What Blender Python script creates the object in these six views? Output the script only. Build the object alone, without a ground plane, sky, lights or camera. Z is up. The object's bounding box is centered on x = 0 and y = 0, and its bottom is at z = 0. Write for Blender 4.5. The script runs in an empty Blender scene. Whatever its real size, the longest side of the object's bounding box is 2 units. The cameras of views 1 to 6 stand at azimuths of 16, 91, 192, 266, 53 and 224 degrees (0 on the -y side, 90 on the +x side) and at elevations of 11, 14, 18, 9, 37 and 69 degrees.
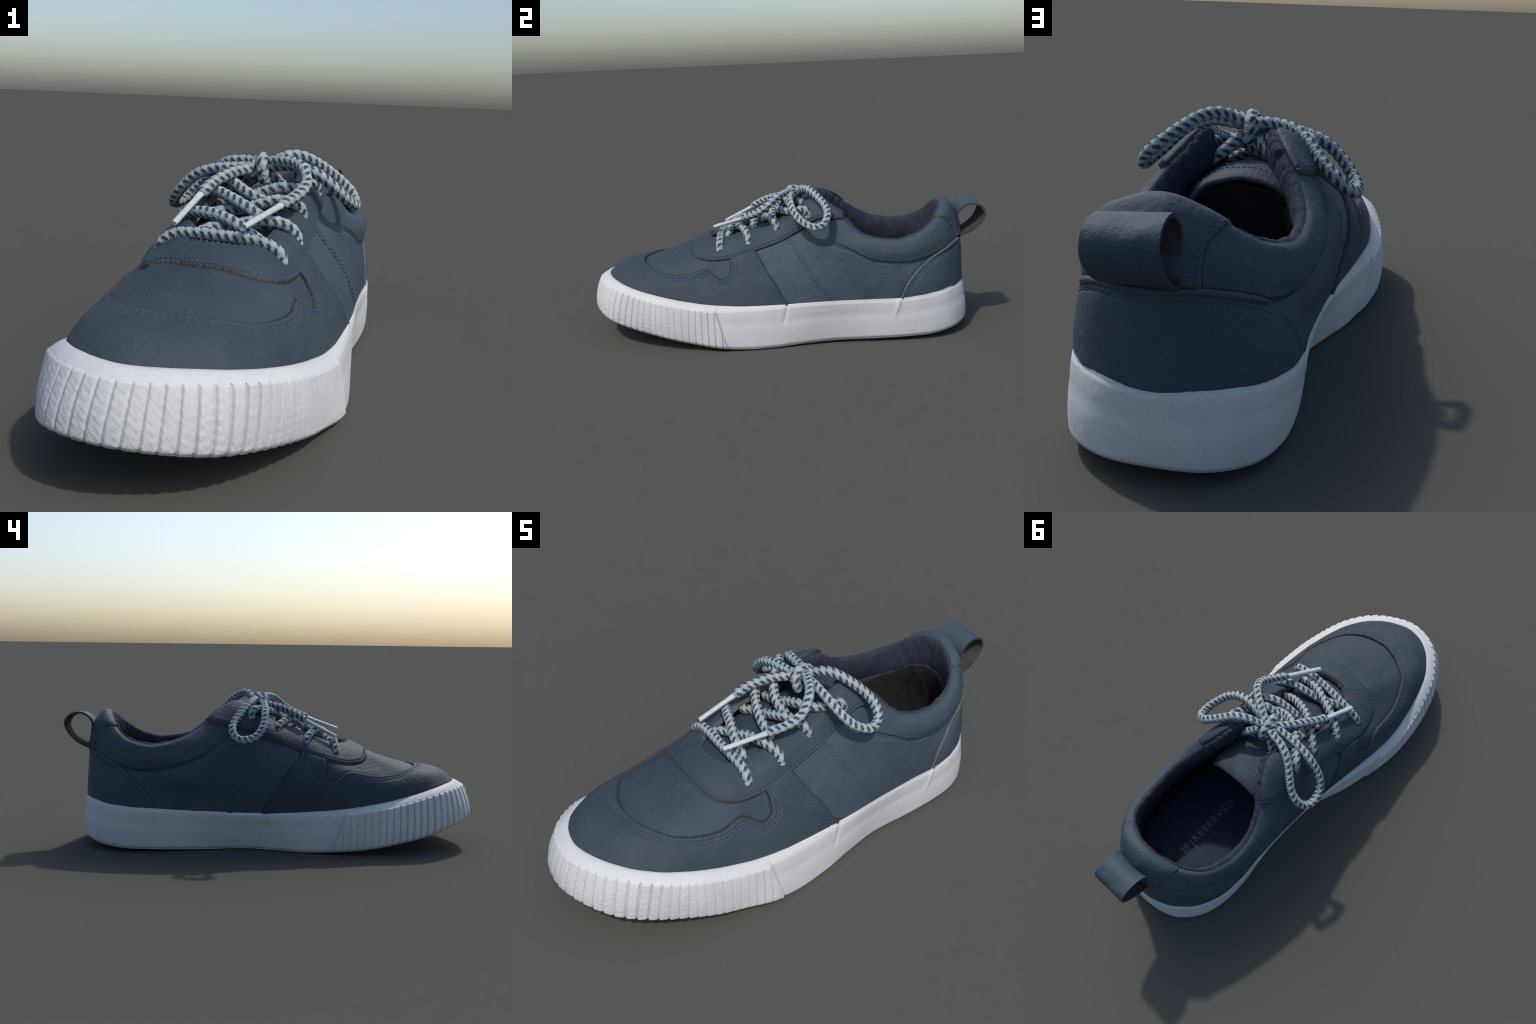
# A low canvas/leather sneaker with braided laces, ribbed toe bumper and heel pull loop.
import bpy, math
import numpy as np
from mathutils import Vector, kdtree
from mathutils.geometry import delaunay_2d_cdt

rng = np.random.default_rng(7)

# ------------------------------------------------------------------ curves
def hermite(P, knots, t, closed=False):
    """Smooth interpolation of P (n, ...) given at knots, at parameters t."""
    P = np.asarray(P, float); k = np.asarray(knots, float)
    if closed:
        period = k[-1]                      # knots has n+1 entries, the last one closes
        n = len(P)
        h = np.diff(k)
        hp = np.roll(h, 1)
        d = (np.roll(P, -1, 0) - P)
        sh = (n,) + (1,) * (P.ndim - 1)
        d = d / h.reshape(sh)
        dp = np.roll(d, 1, 0)
        m = (d * hp.reshape(sh) + dp * h.reshape(sh)) / (h + hp).reshape(sh)
        t = np.mod(t, period)
        i = np.clip(np.searchsorted(k, t, side='right') - 1, 0, n - 1)
        j = (i + 1) % n
    else:
        n = len(P)
        h = np.diff(k)
        sh = (n - 1,) + (1,) * (P.ndim - 1)
        d = np.diff(P, axis=0) / h.reshape(sh)
        m = np.empty_like(P)
        m[0], m[-1] = d[0], d[-1]
        w = (h[:-1] + h[1:]).reshape((n - 2,) + (1,) * (P.ndim - 1))
        m[1:-1] = (d[1:] * h[:-1].reshape(w.shape) + d[:-1] * h[1:].reshape(w.shape)) / w
        t = np.clip(t, k[0], k[-1])
        i = np.clip(np.searchsorted(k, t, side='right') - 1, 0, n - 2)
        j = i + 1
    hh = h[i]
    s = (t - k[i]) / hh
    e = (len(s),) + (1,) * (P.ndim - 1)
    s_, hh_ = s.reshape(e), hh.reshape(e)
    a = 2 * s_**3 - 3 * s_**2 + 1
    b = s_**3 - 2 * s_**2 + s_
    return a * P[i] + b * hh_ * m[i] + (1 - a) * P[j] + (s_**3 - s_**2) * hh_ * m[j]

def curve(points, step, closed=False):
    """Points resampled evenly (about `step` apart) on a smooth curve through `points`."""
    P = np.asarray(points, float)
    Q = np.vstack([P, P[:1]]) if closed else P
    k = np.concatenate([[0], np.cumsum(np.maximum(1e-6, np.linalg.norm(np.diff(Q, axis=0), axis=1)) ** 0.6)])
    f = hermite(P, k, np.linspace(0, k[-1], 60 * len(P)), closed)
    L = np.concatenate([[0], np.cumsum(np.linalg.norm(np.diff(f, axis=0), axis=1))])
    n = max(3, int(round(L[-1] / step)))
    s = np.linspace(0, L[-1], n + 1)
    out = np.stack([np.interp(s, L, f[:, c]) for c in range(P.shape[1])], 1)
    return out[:-1] if closed else out

def unit(a):
    return a / np.maximum(1e-9, np.linalg.norm(a, axis=-1, keepdims=True))

def smooth01(x):
    x = np.clip(x, 0, 1)
    return x * x * (3 - 2 * x)

def lumps(P, scale, seed):
    """Cheap smooth noise: a sum of random plane waves, about -1..1."""
    r = np.random.default_rng(seed)
    K = unit(r.normal(size=(14, 3))) * (2 * math.pi / scale) * r.uniform(0.6, 1.6, (14, 1))
    return np.sin(P @ K.T + r.uniform(0, 6.28, 14)).sum(-1) / 4.5

# ------------------------------------------------------------------ the shoe's stations
# Going round from the heel over the +x side to the toe and back over the -x side.
# ground: bottom edge of the sole, feather: where the upper meets the sole, then up the upper:
# low, mid, seam (collar stitching / lower edge of the lace panel), pad (collar roll / eyelet row),
# crest, edge (opening).
ST = []
def station(ground, feather, low, mid, seam, pad, crest, edge):
    ST.append((ground, feather, low, mid, seam, pad, crest, edge))

station(ground=(0, .908, .055), feather=(0, .900, .232), low=(0, .897, .300), mid=(0, .892, .380), seam=(0, .884, .455), pad=(0, .857, .585), crest=(.003, .802, .646), edge=(.005, .778, .633))
station(ground=(.130, .893, .055), feather=(.130, .868, .241), low=(.124, .866, .310), mid=(.125, .862, .390), seam=(.115, .858, .455), pad=(.117, .825, .565), crest=(.105, .790, .618), edge=(.090, .765, .617))
station(ground=(.225, .825, .045), feather=(.215, .800, .237), low=(.215, .795, .300), mid=(.208, .790, .370), seam=(.200, .785, .425), pad=(.205, .765, .510), crest=(.185, .740, .567), edge=(.160, .730, .575))
station(ground=(.283, .700, .031), feather=(.276, .677, .222), low=(.275, .675, .280), mid=(.267, .665, .340), seam=(.258, .655, .390), pad=(.265, .650, .460), crest=(.245, .648, .512), edge=(.222, .645, .518))
station(ground=(.295, .590, .027), feather=(.292, .583, .213), low=(.290, .580, .270), mid=(.282, .578, .330), seam=(.272, .580, .382), pad=(.280, .570, .440), crest=(.262, .565, .487), edge=(.238, .560, .494))
station(ground=(.298, .440, .024), feather=(.295, .440, .211), low=(.294, .440, .280), mid=(0.285, 0.435, 0.345), seam=(.279, .430, .398), pad=(.281, .430, .455), crest=(.262, .430, .498), edge=(.236, .430, .506))
station(ground=(.293, .250, .020), feather=(.306, .250, .213), low=(0.296, 0.260, 0.300), mid=(0.279, 0.280, 0.385), seam=(0.265, 0.310, 0.457), pad=(.255, .325, .505), crest=(.230, .340, .540), edge=(.207, .345, .546))
station(ground=(.316, .090, .017), feather=(.318, .090, .212), low=(0.297, 0.100, 0.300), mid=(0.264, 0.130, 0.400), seam=(0.232, 0.180, 0.505), pad=(.205, .220, .590), crest=(.170, .240, .645), edge=(.145, .240, .655))
station(ground=(.345, -.050, .012), feather=(.320, -.050, .208), low=(0.293, -0.040, 0.300), mid=(0.243, -0.010, 0.410), seam=(0.192, 0.050, 0.530), pad=(.165, .110, .632), crest=(.135, .140, .675), edge=(.112, .150, .690))
station(ground=(0.364, -0.180, 0.012), feather=(.320, -.180, .207), low=(0.295, -0.160, 0.290), mid=(0.246, -0.110, 0.385), seam=(.197, -.040, .497), pad=(.156, -.020, .567), crest=(.130, -.005, .590), edge=(.100, 0, .605))
station(ground=(0.366, -0.320, 0.022), feather=(.317, -.320, .214), low=(0.292, -0.290, 0.290), mid=(0.250, -0.240, 0.370), seam=(.205, -.180, .455), pad=(.178, -.174, .507), crest=(.148, -.168, .530), edge=(.115, -.165, .545))
station(ground=(0.342, -0.440, 0.038), feather=(.304, -.430, .225), low=(0.284, -0.400, 0.285), mid=(0.246, -0.360, 0.355), seam=(.208, -.300, .424), pad=(.168, -.300, .472), crest=(.135, -.295, .495), edge=(.100, -.290, .508))
station(ground=(0.319, -0.580, 0.064), feather=(.275, -.570, .246), low=(0.262, -0.535, 0.295), mid=(0.235, -0.470, 0.364), seam=(.190, -.400, .426), pad=(.140, -.375, .470), crest=(.110, -.360, .490), edge=(.080, -.345, .503))
station(ground=(0.246, -0.785, 0.103), feather=(.211, -.735, .277), low=(0.195, -0.690, 0.323), mid=(0.165, -0.590, 0.384), seam=(.120, -.455, .446), pad=(.085, -.415, .478), crest=(.060, -.390, .495), edge=(.040, -.366, .504))
station(ground=(0.131, -0.921, 0.130), feather=(.103, -.853, .301), low=(0.090, -0.800, 0.350), mid=(0.075, -0.680, 0.389), seam=(.030, -.475, .464), pad=(.020, -.425, .487), crest=(.010, -.400, .498), edge=(.003, -.372, .506))
station(ground=(-.070, -.993, .157), feather=(-.050, -.914, .313), low=(-.050, -.855, .362), mid=(-0.050, -0.700, 0.395), seam=(-.050, -.473, .464), pad=(-.040, -.425, .488), crest=(-.030, -.400, .500), edge=(-.025, -.374, .507))
station(ground=(-.210, -.953, .157), feather=(-.160, -.882, .318), low=(-.150, -.820, .362), mid=(-0.125, -0.680, 0.392), seam=(-.100, -.467, .466), pad=(-.085, -.420, .487), crest=(-.070, -.390, .500), edge=(-.055, -.370, .507))
station(ground=(-.310, -.820, .120), feather=(-.249, -.790, .305), low=(-.232, -.740, .352), mid=(-.195, -.620, .395), seam=(-.150, -.456, .461), pad=(-.120, -.410, .482), crest=(-.100, -.380, .495), edge=(-.080, -.358, .504))
station(ground=(-.352, -.690, .086), feather=(-.292, -.681, .280), low=(-.275, -.630, .333), mid=(-.240, -.530, .385), seam=(-.200, -.435, .436), pad=(-.165, -.380, .473), crest=(-.135, -.355, .493), edge=(-.108, -.335, .503))
station(ground=(-0.366, -0.560, 0.060), feather=(-.318, -.560, .253), low=(-.307, -.520, .315), mid=(-.280, -.440, .375), seam=(-.245, -.360, .422), pad=(-.205, -.305, .473), crest=(-.170, -.290, .497), edge=(-.130, -.285, .512))
station(ground=(-.362, -.430, .036), feather=(-.330, -.430, .230), low=(-.322, -.400, .295), mid=(-0.303, -0.320, 0.375), seam=(-.263, -.225, .452), pad=(-.218, -.160, .520), crest=(-.185, -.155, .545), edge=(-.150, -.150, .558))
station(ground=(-.340, -.300, .020), feather=(-.318, -.310, .211), low=(-0.322, -0.280, 0.290), mid=(-0.299, -0.200, 0.390), seam=(-.250, -.110, .490), pad=(-.203, -.060, .560), crest=(-.170, -.045, .585), edge=(-.140, -.040, .600))
station(ground=(-.305, -.160, .010), feather=(-.298, -.180, .197), low=(-0.307, -0.150, 0.290), mid=(-0.299, -0.070, 0.400), seam=(-.247, -.016, .521), pad=(-.201, .050, .610), crest=(-.165, .065, .640), edge=(-.130, .070, .655))
station(ground=(-.246, 0, .004), feather=(-.275, -.020, .185), low=(-0.292, 0.000, 0.290), mid=(-0.295, 0.060, 0.410), seam=(-0.248, 0.100, 0.555), pad=(-.201, .130, .645), crest=(-.140, .150, .695), edge=(-.105, .155, .705))
station(ground=(-0.209, 0.130, 0.003), feather=(-.264, .120, .183), low=(-0.287, 0.140, 0.290), mid=(-0.296, 0.190, 0.410), seam=(-0.269, 0.230, 0.530), pad=(-0.214, 0.250, 0.620), crest=(-.160, .255, .670), edge=(-.135, .240, .680))
station(ground=(-0.217, 0.280, 0.008), feather=(-.264, .260, .189), low=(-0.279, 0.265, 0.280), mid=(-0.296, 0.290, 0.380), seam=(-0.287, 0.320, 0.470), pad=(-0.270, 0.330, 0.540), crest=(-.222, .335, .590), edge=(-.200, .325, .605))
station(ground=(-0.243, 0.420, 0.014), feather=(-.267, .420, .197), low=(-0.272, 0.420, 0.280), mid=(-0.294, 0.425, 0.355), seam=(-0.287, 0.430, 0.420), pad=(-0.287, 0.440, 0.485), crest=(-.262, .445, .530), edge=(-.244, .440, .537))
station(ground=(-0.263, 0.560, 0.021), feather=(-.277, .555, .208), low=(-0.273, 0.560, 0.280), mid=(-0.272, 0.565, 0.340), seam=(-0.267, 0.570, 0.388), pad=(-0.278, 0.570, 0.450), crest=(-.262, .565, .500), edge=(-.243, .560, .510))
station(ground=(-0.255, 0.690, 0.024), feather=(-.265, .680, .216), low=(-0.265, 0.680, 0.280), mid=(-0.256, 0.675, 0.345), seam=(-.240, .670, .390), pad=(-.248, .665, .455), crest=(-.233, .660, .510), edge=(-.210, .665, .524))
station(ground=(-0.210, 0.806, 0.033), feather=(-.205, .798, .226), low=(-0.204, 0.795, 0.300), mid=(-0.197, 0.790, 0.370), seam=(-.190, .785, .425), pad=(-.190, .765, .505), crest=(-.165, .735, .558), edge=(-.145, .730, .563))
station(ground=(-.120, .885, .047), feather=(-.110, .873, .235), low=(-.110, .868, .310), mid=(-.108, .862, .390), seam=(-.100, .857, .456), pad=(-.100, .830, .560), crest=(-.085, .790, .617), edge=(-.075, .762, .613))

ST = np.array(ST, float)                     # (stations, rings, 3)
NS = len(ST)
GROUND, FEATHER, UPPER = ST[:, 0], ST[:, 1], ST[:, 1:]
_seg = np.linalg.norm(np.roll(FEATHER, -1, 0) - FEATHER, axis=1) * .5 + np.linalg.norm(np.roll(ST[:, 4], -1, 0) - ST[:, 4], axis=1) * .5
UK = np.concatenate([[0], np.cumsum(_seg ** .75)]); UK = UK / UK[-1] * NS     # station knots
def station_u(i):                            # float station index -> u
    return np.interp(i, np.arange(NS + 1), UK)

def round_the_shoe(P, u):
    return hermite(P, UK, np.asarray(u, float), closed=True)

# ------------------------------------------------------------------ upper surface, dense table
NU, NV = 1400, 240
RINGS = UPPER.shape[1]
vk = np.arange(RINGS, dtype=float)
ug = np.arange(NU) / NU * NS
vg = np.linspace(0, RINGS - 1, NV)
cols = []
for s in range(NS):
    P = UPPER[s]
    L = np.concatenate([[0], np.cumsum(np.linalg.norm(np.diff(P, axis=0), axis=1) ** .8)])
    cols.append(hermite(P, L, np.interp(vg, vk, L)))
cols = np.array(cols)                        # (NS, NV, 3)
GP = round_the_shoe(cols, ug)                # (NU, NV, 3)
def grid_normals(G, closed=True):
    if closed:
        du = np.roll(G, -1, 0) - np.roll(G, 1, 0)
    else:
        du = np.gradient(G, axis=0)
    dv = np.gradient(G, axis=1)
    return unit(np.cross(du, dv))
GN = grid_normals(GP)
if GN[0, NV // 4, 1] < 0:
    GN = -GN
# the control points lie on the overlay panels; the layer below sits one leather thickness deeper
_front = smooth01((.12 - GP[..., 1]) / .16)
_lacep = smooth01((np.broadcast_to(vg[None], GP.shape[:2]) - 2.7) / .3) * smooth01((.33 - GP[..., 1]) / .1)
_counter = smooth01((GP[..., 1] - .50) / .08) * smooth01((3.1 - np.broadcast_to(vg[None], GP.shape[:2])) / .3)
GP = GP - GN * np.maximum(np.maximum(.006 * _front, .0065 * _counter), .0105 * _lacep)[..., None]

def sample(T, u, v):
    fu = np.mod(np.asarray(u) / NS, 1) * NU
    fv = np.clip(np.asarray(v) / (RINGS - 1), 0, 1) * (NV - 1)
    i = np.floor(fu).astype(int) % NU; a = (fu - np.floor(fu))[..., None]
    j = np.clip(np.floor(fv).astype(int), 0, NV - 2); b = (fv - j)[..., None]
    k = (i + 1) % NU
    return (T[i, j] * (1 - a) + T[k, j] * a) * (1 - b) + (T[i, j + 1] * (1 - a) + T[k, j + 1] * a) * b

def surf(u, v, h=0.0):
    n = unit(sample(GN, u, v))
    return sample(GP, u, v) + n * np.asarray(h)[..., None], n

_kd = kdtree.KDTree(NU * NV)
for idx, p in enumerate(GP.reshape(-1, 3)):
    _kd.insert(p, idx)
_kd.balance()
def locate(points):
    """Surface parameters (u, v) nearest to points in space."""
    out = []
    for p in np.asarray(points, float):
        _, idx, _ = _kd.find(p)
        i, j = divmod(idx, NV)
        du = GP[(i + 1) % NU, j] - GP[i - 1, j]
        dv = GP[i, min(j + 1, NV - 1)] - GP[i, max(j - 1, 0)]
        r = p - GP[i, j]
        a = np.clip(r @ du / max(1e-12, du @ du) * 2, -.7, .7)
        b = np.clip(r @ dv / max(1e-12, dv @ dv) * (min(j + 1, NV - 1) - max(j - 1, 0)), -.7, .7)
        out.append((((i + a) / NU * NS) % NS, np.clip((j + b) / (NV - 1) * (RINGS - 1), 0, RINGS - 1)))
    return np.array(out)

# ------------------------------------------------------------------ materials
def material(name):
    m = bpy.data.materials.new(name)
    m.use_nodes = True
    nt = m.node_tree
    return m, nt, nt.nodes["Principled BSDF"]

def leather(name, dark, light, rough=.62, grain=170, bump=.45, mottled=5.0):
    m, nt, b = material(name)
    N, L = nt.nodes, nt.links
    tc = N.new("ShaderNodeTexCoord")
    big = N.new("ShaderNodeTexNoise"); big.inputs["Scale"].default_value = mottled; big.inputs["Detail"].default_value = 6; big.inputs["Roughness"].default_value = .65
    fine = N.new("ShaderNodeTexNoise"); fine.inputs["Scale"].default_value = grain; fine.inputs["Detail"].default_value = 4; fine.inputs["Roughness"].default_value = .6
    pebble = N.new("ShaderNodeTexVoronoi"); pebble.feature = 'SMOOTH_F1'; pebble.inputs["Scale"].default_value = grain * .45; pebble.inputs["Smoothness"].default_value = .6
    for t in (big, fine, pebble):
        L.new(tc.outputs["Object"], t.inputs["Vector"])
    mixf = N.new("ShaderNodeMath"); mixf.operation = 'MULTIPLY_ADD'
    L.new(fine.outputs["Fac"], mixf.inputs[0]); mixf.inputs[1].default_value = .75
    L.new(big.outputs["Fac"], mixf.inputs[2])
    ramp = N.new("ShaderNodeValToRGB")
    ramp.color_ramp.elements[0].position = .58; ramp.color_ramp.elements[0].color = (*dark, 1)
    ramp.color_ramp.elements[1].position = 1.0; ramp.color_ramp.elements[1].color = (*light, 1)
    L.new(mixf.outputs[0], ramp.inputs[0])
    L.new(ramp.outputs[0], b.inputs["Base Color"])
    b.inputs["Roughness"].default_value = rough
    b.inputs["Specular IOR Level"].default_value = .2
    hsum = N.new("ShaderNodeMath"); hsum.operation = 'MULTIPLY_ADD'
    L.new(pebble.outputs["Distance"], hsum.inputs[0]); hsum.inputs[1].default_value = .8
    L.new(fine.outputs["Fac"], hsum.inputs[2])
    bp = N.new("ShaderNodeBump"); bp.inputs["Strength"].default_value = bump; bp.inputs["Distance"].default_value = .004
    L.new(hsum.outputs[0], bp.inputs["Height"]); L.new(bp.outputs[0], b.inputs["Normal"])
    return m

M_LEATHER = leather("blue_grey_leather", (.033, .050, .069), (.050, .071, .092))
M_VAMP = leather("slate_leather", (.025, .037, .052), (.039, .054, .070))
M_RIM = leather("raw_leather_edge", (.060, .057, .056), (.120, .116, .112), rough=.9, grain=180, bump=.4, mottled=14)
M_RIM_DARK = leather("dark_leather_edge", (.026, .025, .026), (.060, .056, .055), rough=.9, grain=180, bump=.4, mottled=14)
M_LINING = leather("suede_lining", (.019, .024, .038), (.036, .042, .061), rough=.95, grain=320, bump=.6, mottled=9)
M_INSOLE = leather("woven_insole", (.020, .026, .050), (.034, .044, .076), rough=.95, grain=420, bump=.5, mottled=12)
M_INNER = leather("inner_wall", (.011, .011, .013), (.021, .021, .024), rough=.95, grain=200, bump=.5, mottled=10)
M_THREAD = leather("blue_thread", (.030, .052, .088), (.050, .082, .130), rough=.7, grain=400, bump=.3, mottled=20)
M_RUBBER = leather("white_rubber", (.44, .455, .47), (.52, .53, .54), rough=.55, grain=150, bump=.12, mottled=6)
M_LACE = leather("pale_lace_yarn", (.205, .252, .274), (.325, .378, .398), rough=.9, grain=300, bump=.35, mottled=30)
M_LACE_SHADE = leather("blue_grey_lace_yarn", (.150, .192, .215), (.245, .292, .315), rough=.9, grain=300, bump=.35, mottled=30)
M_FLECK = leather("dark_lace_yarn", (.026, .031, .042), (.052, .060, .076), rough=.9, grain=300, bump=.3, mottled=30)
M_AGLET = leather("clear_white_aglet", (.34, .39, .40), (.45, .50, .50), rough=.3, grain=60, bump=.05, mottled=12)
M_PRINT = leather("grey_print", (.085, .095, .11), (.12, .13, .15), rough=.8, grain=300, bump=.2, mottled=20)

# ------------------------------------------------------------------ object helpers
def mesh_object(name, verts, faces, mats, parent=None, mat_index=None, normals=None, smooth=True):
    me = bpy.data.meshes.new(name)
    verts = np.asarray(verts, float)
    me.from_pydata(verts.tolist() if len(verts) < 2000 else list(map(tuple, verts)), [], faces if isinstance(faces, list) else faces.tolist())
    for m in (mats if isinstance(mats, (list, tuple)) else [mats]):
        me.materials.append(m)
    if mat_index is not None:
        me.polygons.foreach_set("material_index", np.asarray(mat_index, dtype=np.int32))
    me.polygons.foreach_set("use_smooth", np.full(len(me.polygons), smooth))
    me.update()
    if normals is not None:
        me.normals_split_custom_set_from_vertices([tuple(n) for n in normals])
    ob = bpy.data.objects.new(name, me)
    bpy.context.scene.collection.objects.link(ob)
    if parent is not None:
        ob.parent = parent
    return ob

def grid_faces(nu, nv, closed_u, flip=False):
    iu = np.arange(nu if closed_u else nu - 1); jv = np.arange(nv - 1)
    I, J = np.meshgrid(iu, jv, indexing='ij'); K = (I + 1) % nu
    f = np.stack([I * nv + J, K * nv + J, K * nv + J + 1, I * nv + J + 1], -1).reshape(-1, 4)
    return f[:, ::-1] if flip else f

def split_by_label(verts, faces, labels, normals, table, parent):
    """Cut one smooth surface into named parts; border vertices and normals stay shared."""
    made = {}
    for lab, (name, mats) in table.items():
        f = faces[labels == lab]
        if not len(f):
            continue
        used, inv = np.unique(f, return_inverse=True)
        made[lab] = mesh_object(name, verts[used], inv.reshape(f.shape), mats, parent, normals=normals[used])
    return made

def orient(verts, faces, normals):
    """Flip all faces when they disagree with the wanted normals."""
    f = faces[len(faces) // 3]
    a, b, c = verts[f[0]], verts[f[1]], verts[f[2]]
    return faces if np.cross(b - a, c - a) @ normals[f[0]] > 0 else faces[:, ::-1]

shoe = bpy.data.objects.new("sneaker", None)
bpy.context.scene.collection.objects.link(shoe)
shoe["label"] = "dark blue leather sneaker with white ribbed sole and flecked laces"
shoe["category"] = "shoe"

def group(name):
    e = bpy.data.objects.new(name, None)
    bpy.context.scene.collection.objects.link(e)
    e.parent = shoe
    return e

def point_in_poly(pts, poly):
    x, y = pts[:, 0], pts[:, 1]
    inside = np.zeros(len(pts), bool)
    x1, y1 = poly[:, 0], poly[:, 1]
    x2, y2 = np.roll(x1, -1), np.roll(y1, -1)
    for a, b, c, d in zip(x1, y1, x2, y2):
        if b == d:
            continue
        hit = ((b > y) != (d > y)) & (x < (c - a) * (y - b) / (d - b) + a)
        inside ^= hit
    return inside

# ------------------------------------------------------------------ sole
def out_dir(P):
    """Outward horizontal direction along a closed ring of points."""
    t = np.roll(P, -1, 0) - np.roll(P, 1, 0)
    n = np.stack([t[:, 1], -t[:, 0], np.zeros(len(P))], -1)
    c = P.mean(0)
    n = unit(n)
    return n if ((P - c) * n).sum() > 0 else -n

NSU = 2400
us = np.arange(NSU) / NSU * NS
gr = round_the_shoe(GROUND, us); fe = round_the_shoe(FEATHER, us)
on = out_dir(gr)
on = unit(sum(np.roll(on, k, 0) for k in range(-30, 31)))
toe = smooth01((-.38 - fe[:, 1]) / .42)                # 0 at the waist, 1 at the toe tip
front = smooth01((-.25 - fe[:, 1]) / .12)
arc = np.concatenate([[0], np.cumsum(np.linalg.norm(np.diff(gr, axis=0), axis=1))])

# rib zone: between the slanted ends of the toe bumper
def slanted_end(y_top, y_bottom, h):
    return y_top + (y_bottom - y_top) * (1 - h)
NVS = 90
hs = np.linspace(0, 1, NVS)                             # 0 bottom edge .. 1 lip
yf = fe[:, 1]
lip_out = np.interp(yf, [-.92, -.60, -.34, -.05, .20, .90], [.042, .039, .032, .014, .005, .005])
lipz = fe[:, 2] - np.interp(yf, [-.92, -.60, -.34, -.10, .10, .90], [.012, .015, .014, .007, .003, .003])
lip = np.stack([fe[:, 0], fe[:, 1], lipz], -1) + on * lip_out[:, None]
bul = np.interp(yf, [-.92, -.60, -.30, 0, .35, .60, .90], [.012, .009, .006, .003, .003, .004, .009])
gz = gr.copy(); gz[:, 2] = np.maximum(gz[:, 2] - .007, .001)
P = gz[:, None] * (1 - hs)[None, :, None] + lip[:, None] * hs[None, :, None]
plain = smooth01((yf + .40) / .15)
prof = (np.sin(np.pi * hs ** .85) ** .8)[None, :] * bul[:, None]
prof -= (.0020 * np.exp(-((hs - .66) / .12) ** 2))[None, :] * plain[:, None]          # shallow groove line
prof -= (.007 * np.exp(-(hs / .045) ** 2))[None, :]                                  # rounded bottom edge
prof -= (.003 * np.exp(-((1 - hs) / .03) ** 2))[None, :]                             # eased lip
# small ridges where panel ends push through the band
for yr, sg, amp in ((.545, 1, .005), (.005, 1, -.004), (.560, -1, .003), (.045, -1, -.003)):
    dd = (P[:, :, 1] - (yr - .05 * (1 - hs)[None, :])) / .011
    prof += amp * np.exp(-dd ** 2) * smooth01((hs - .45) / .3)[None, :] * (np.sign(fe[:, 0]) == sg)[:, None]
P = P + on[:, None] * prof[..., None]
# ribs
yv = P[:, :, 1]
side = np.where(fe[:, 0] > -.05, 1, -1)
end_y = np.where((side > 0)[:, None], slanted_end(-.341, -.288, hs)[None, :], slanted_end(-.335, -.270, hs)[None, :])
in_ribs = (yv < end_y)
rib_top = .985 + 0 * toe
ribmask = smooth01((end_y - yv) / .004) * smooth01((rib_top[:, None] - hs[None, :]) / .025)
pitch = .0335 + .0075 * smooth01((-.55 - fe[:, 1]) / .30)
rib_s = np.concatenate([[0], np.cumsum(np.diff(arc) / pitch[:-1])])
s = np.repeat(rib_s[:, None], NVS, 1)
rib_id = np.floor(s)
phase = s - rib_id
def vary(k, amount):
    return 1 + amount * np.sin(rib_id * 12.9 + k)
edge_d = np.minimum(phase, 1 - phase)
soft = (.055 + .05 * toe)[:, None]
groove = np.exp(-(edge_d / soft) ** 2)
saw = (phase - .5) * (.0012 + .0028 * toe)[:, None] * vary(2, .5)
twill = np.sin((arc[:, None] * .9 + P[:, :, 2] * 1.1) * 2 * math.pi / .0115)
relief = (.0055 - .002 * toe)[:, None] + saw - .0066 * groove * vary(1, .35) + (.0002 + .0002 * (1 - toe))[:, None] * twill * (1 - groove) + .0012 * vary(5, 1.0)
relief = relief + lumps(P.reshape(-1, 3), .018, 8).reshape(P.shape[:2]) * .0005 * toe[:, None]
P = P + on[:, None] * (ribmask * relief - .0045 * np.exp(-((yv - end_y - .004) / .0035) ** 2))[..., None]
wob = lumps(P.reshape(-1, 3), .20, 3).reshape(P.shape[:2]) * .0009 + lumps(P.reshape(-1, 3), .04, 4).reshape(P.shape[:2]) * .00012
P = P + on[:, None] * wob[..., None]
# ledge from the lip in to the feather line, and the bottom
led = []
for k, (a, zz) in enumerate([(.25, .25), (.5, .52), (.75, .78), (1.0, 1.0), (1.15, .8)]):
    q = P[:, -1] * (1 - a) + fe * a
    q[:, 2] = P[:, -1, 2] * (1 - zz) + (fe[:, 2] + .004) * zz + .003 * math.sin(a * math.pi)
    led.append(q + on * 0)
led = np.stack(led, 1)
inner = []
for a, dz in ((.975, -.009), (.9, -.012), (.6, -.012)):
    c = np.stack([gr[:, 0] * a - .0, gr[:, 1] * (1 - (1 - a) * .35), np.maximum(0, gr[:, 2] + dz)], -1)
    inner.append(c)
mid = np.stack([np.full(NSU, -.0), gr[:, 1] * .8, np.maximum(0, gr[:, 2] - .012)], -1)
low = np.stack([mid] + inner[::-1], 1)
SOLE = np.concatenate([low, P, led], 1)
nvs = SOLE.shape[1]
sole_faces = grid_faces(NSU, nvs, True)
sn = grid_normals(SOLE)
if (sn[:, nvs // 2] * on).sum() < 0:
    sn = -sn
V = SOLE.reshape(-1, 3); VN = sn.reshape(-1, 3)
I, J = np.meshgrid(np.arange(NSU), np.arange(nvs - 1), indexing='ij')
hb = np.clip((J - low.shape[1]) / (NVS - 1), -1, 2)
lab = np.zeros(I.shape, int)                          # 0 foxing band
lab[J < low.shape[1]] = 1                             # outsole
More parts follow.
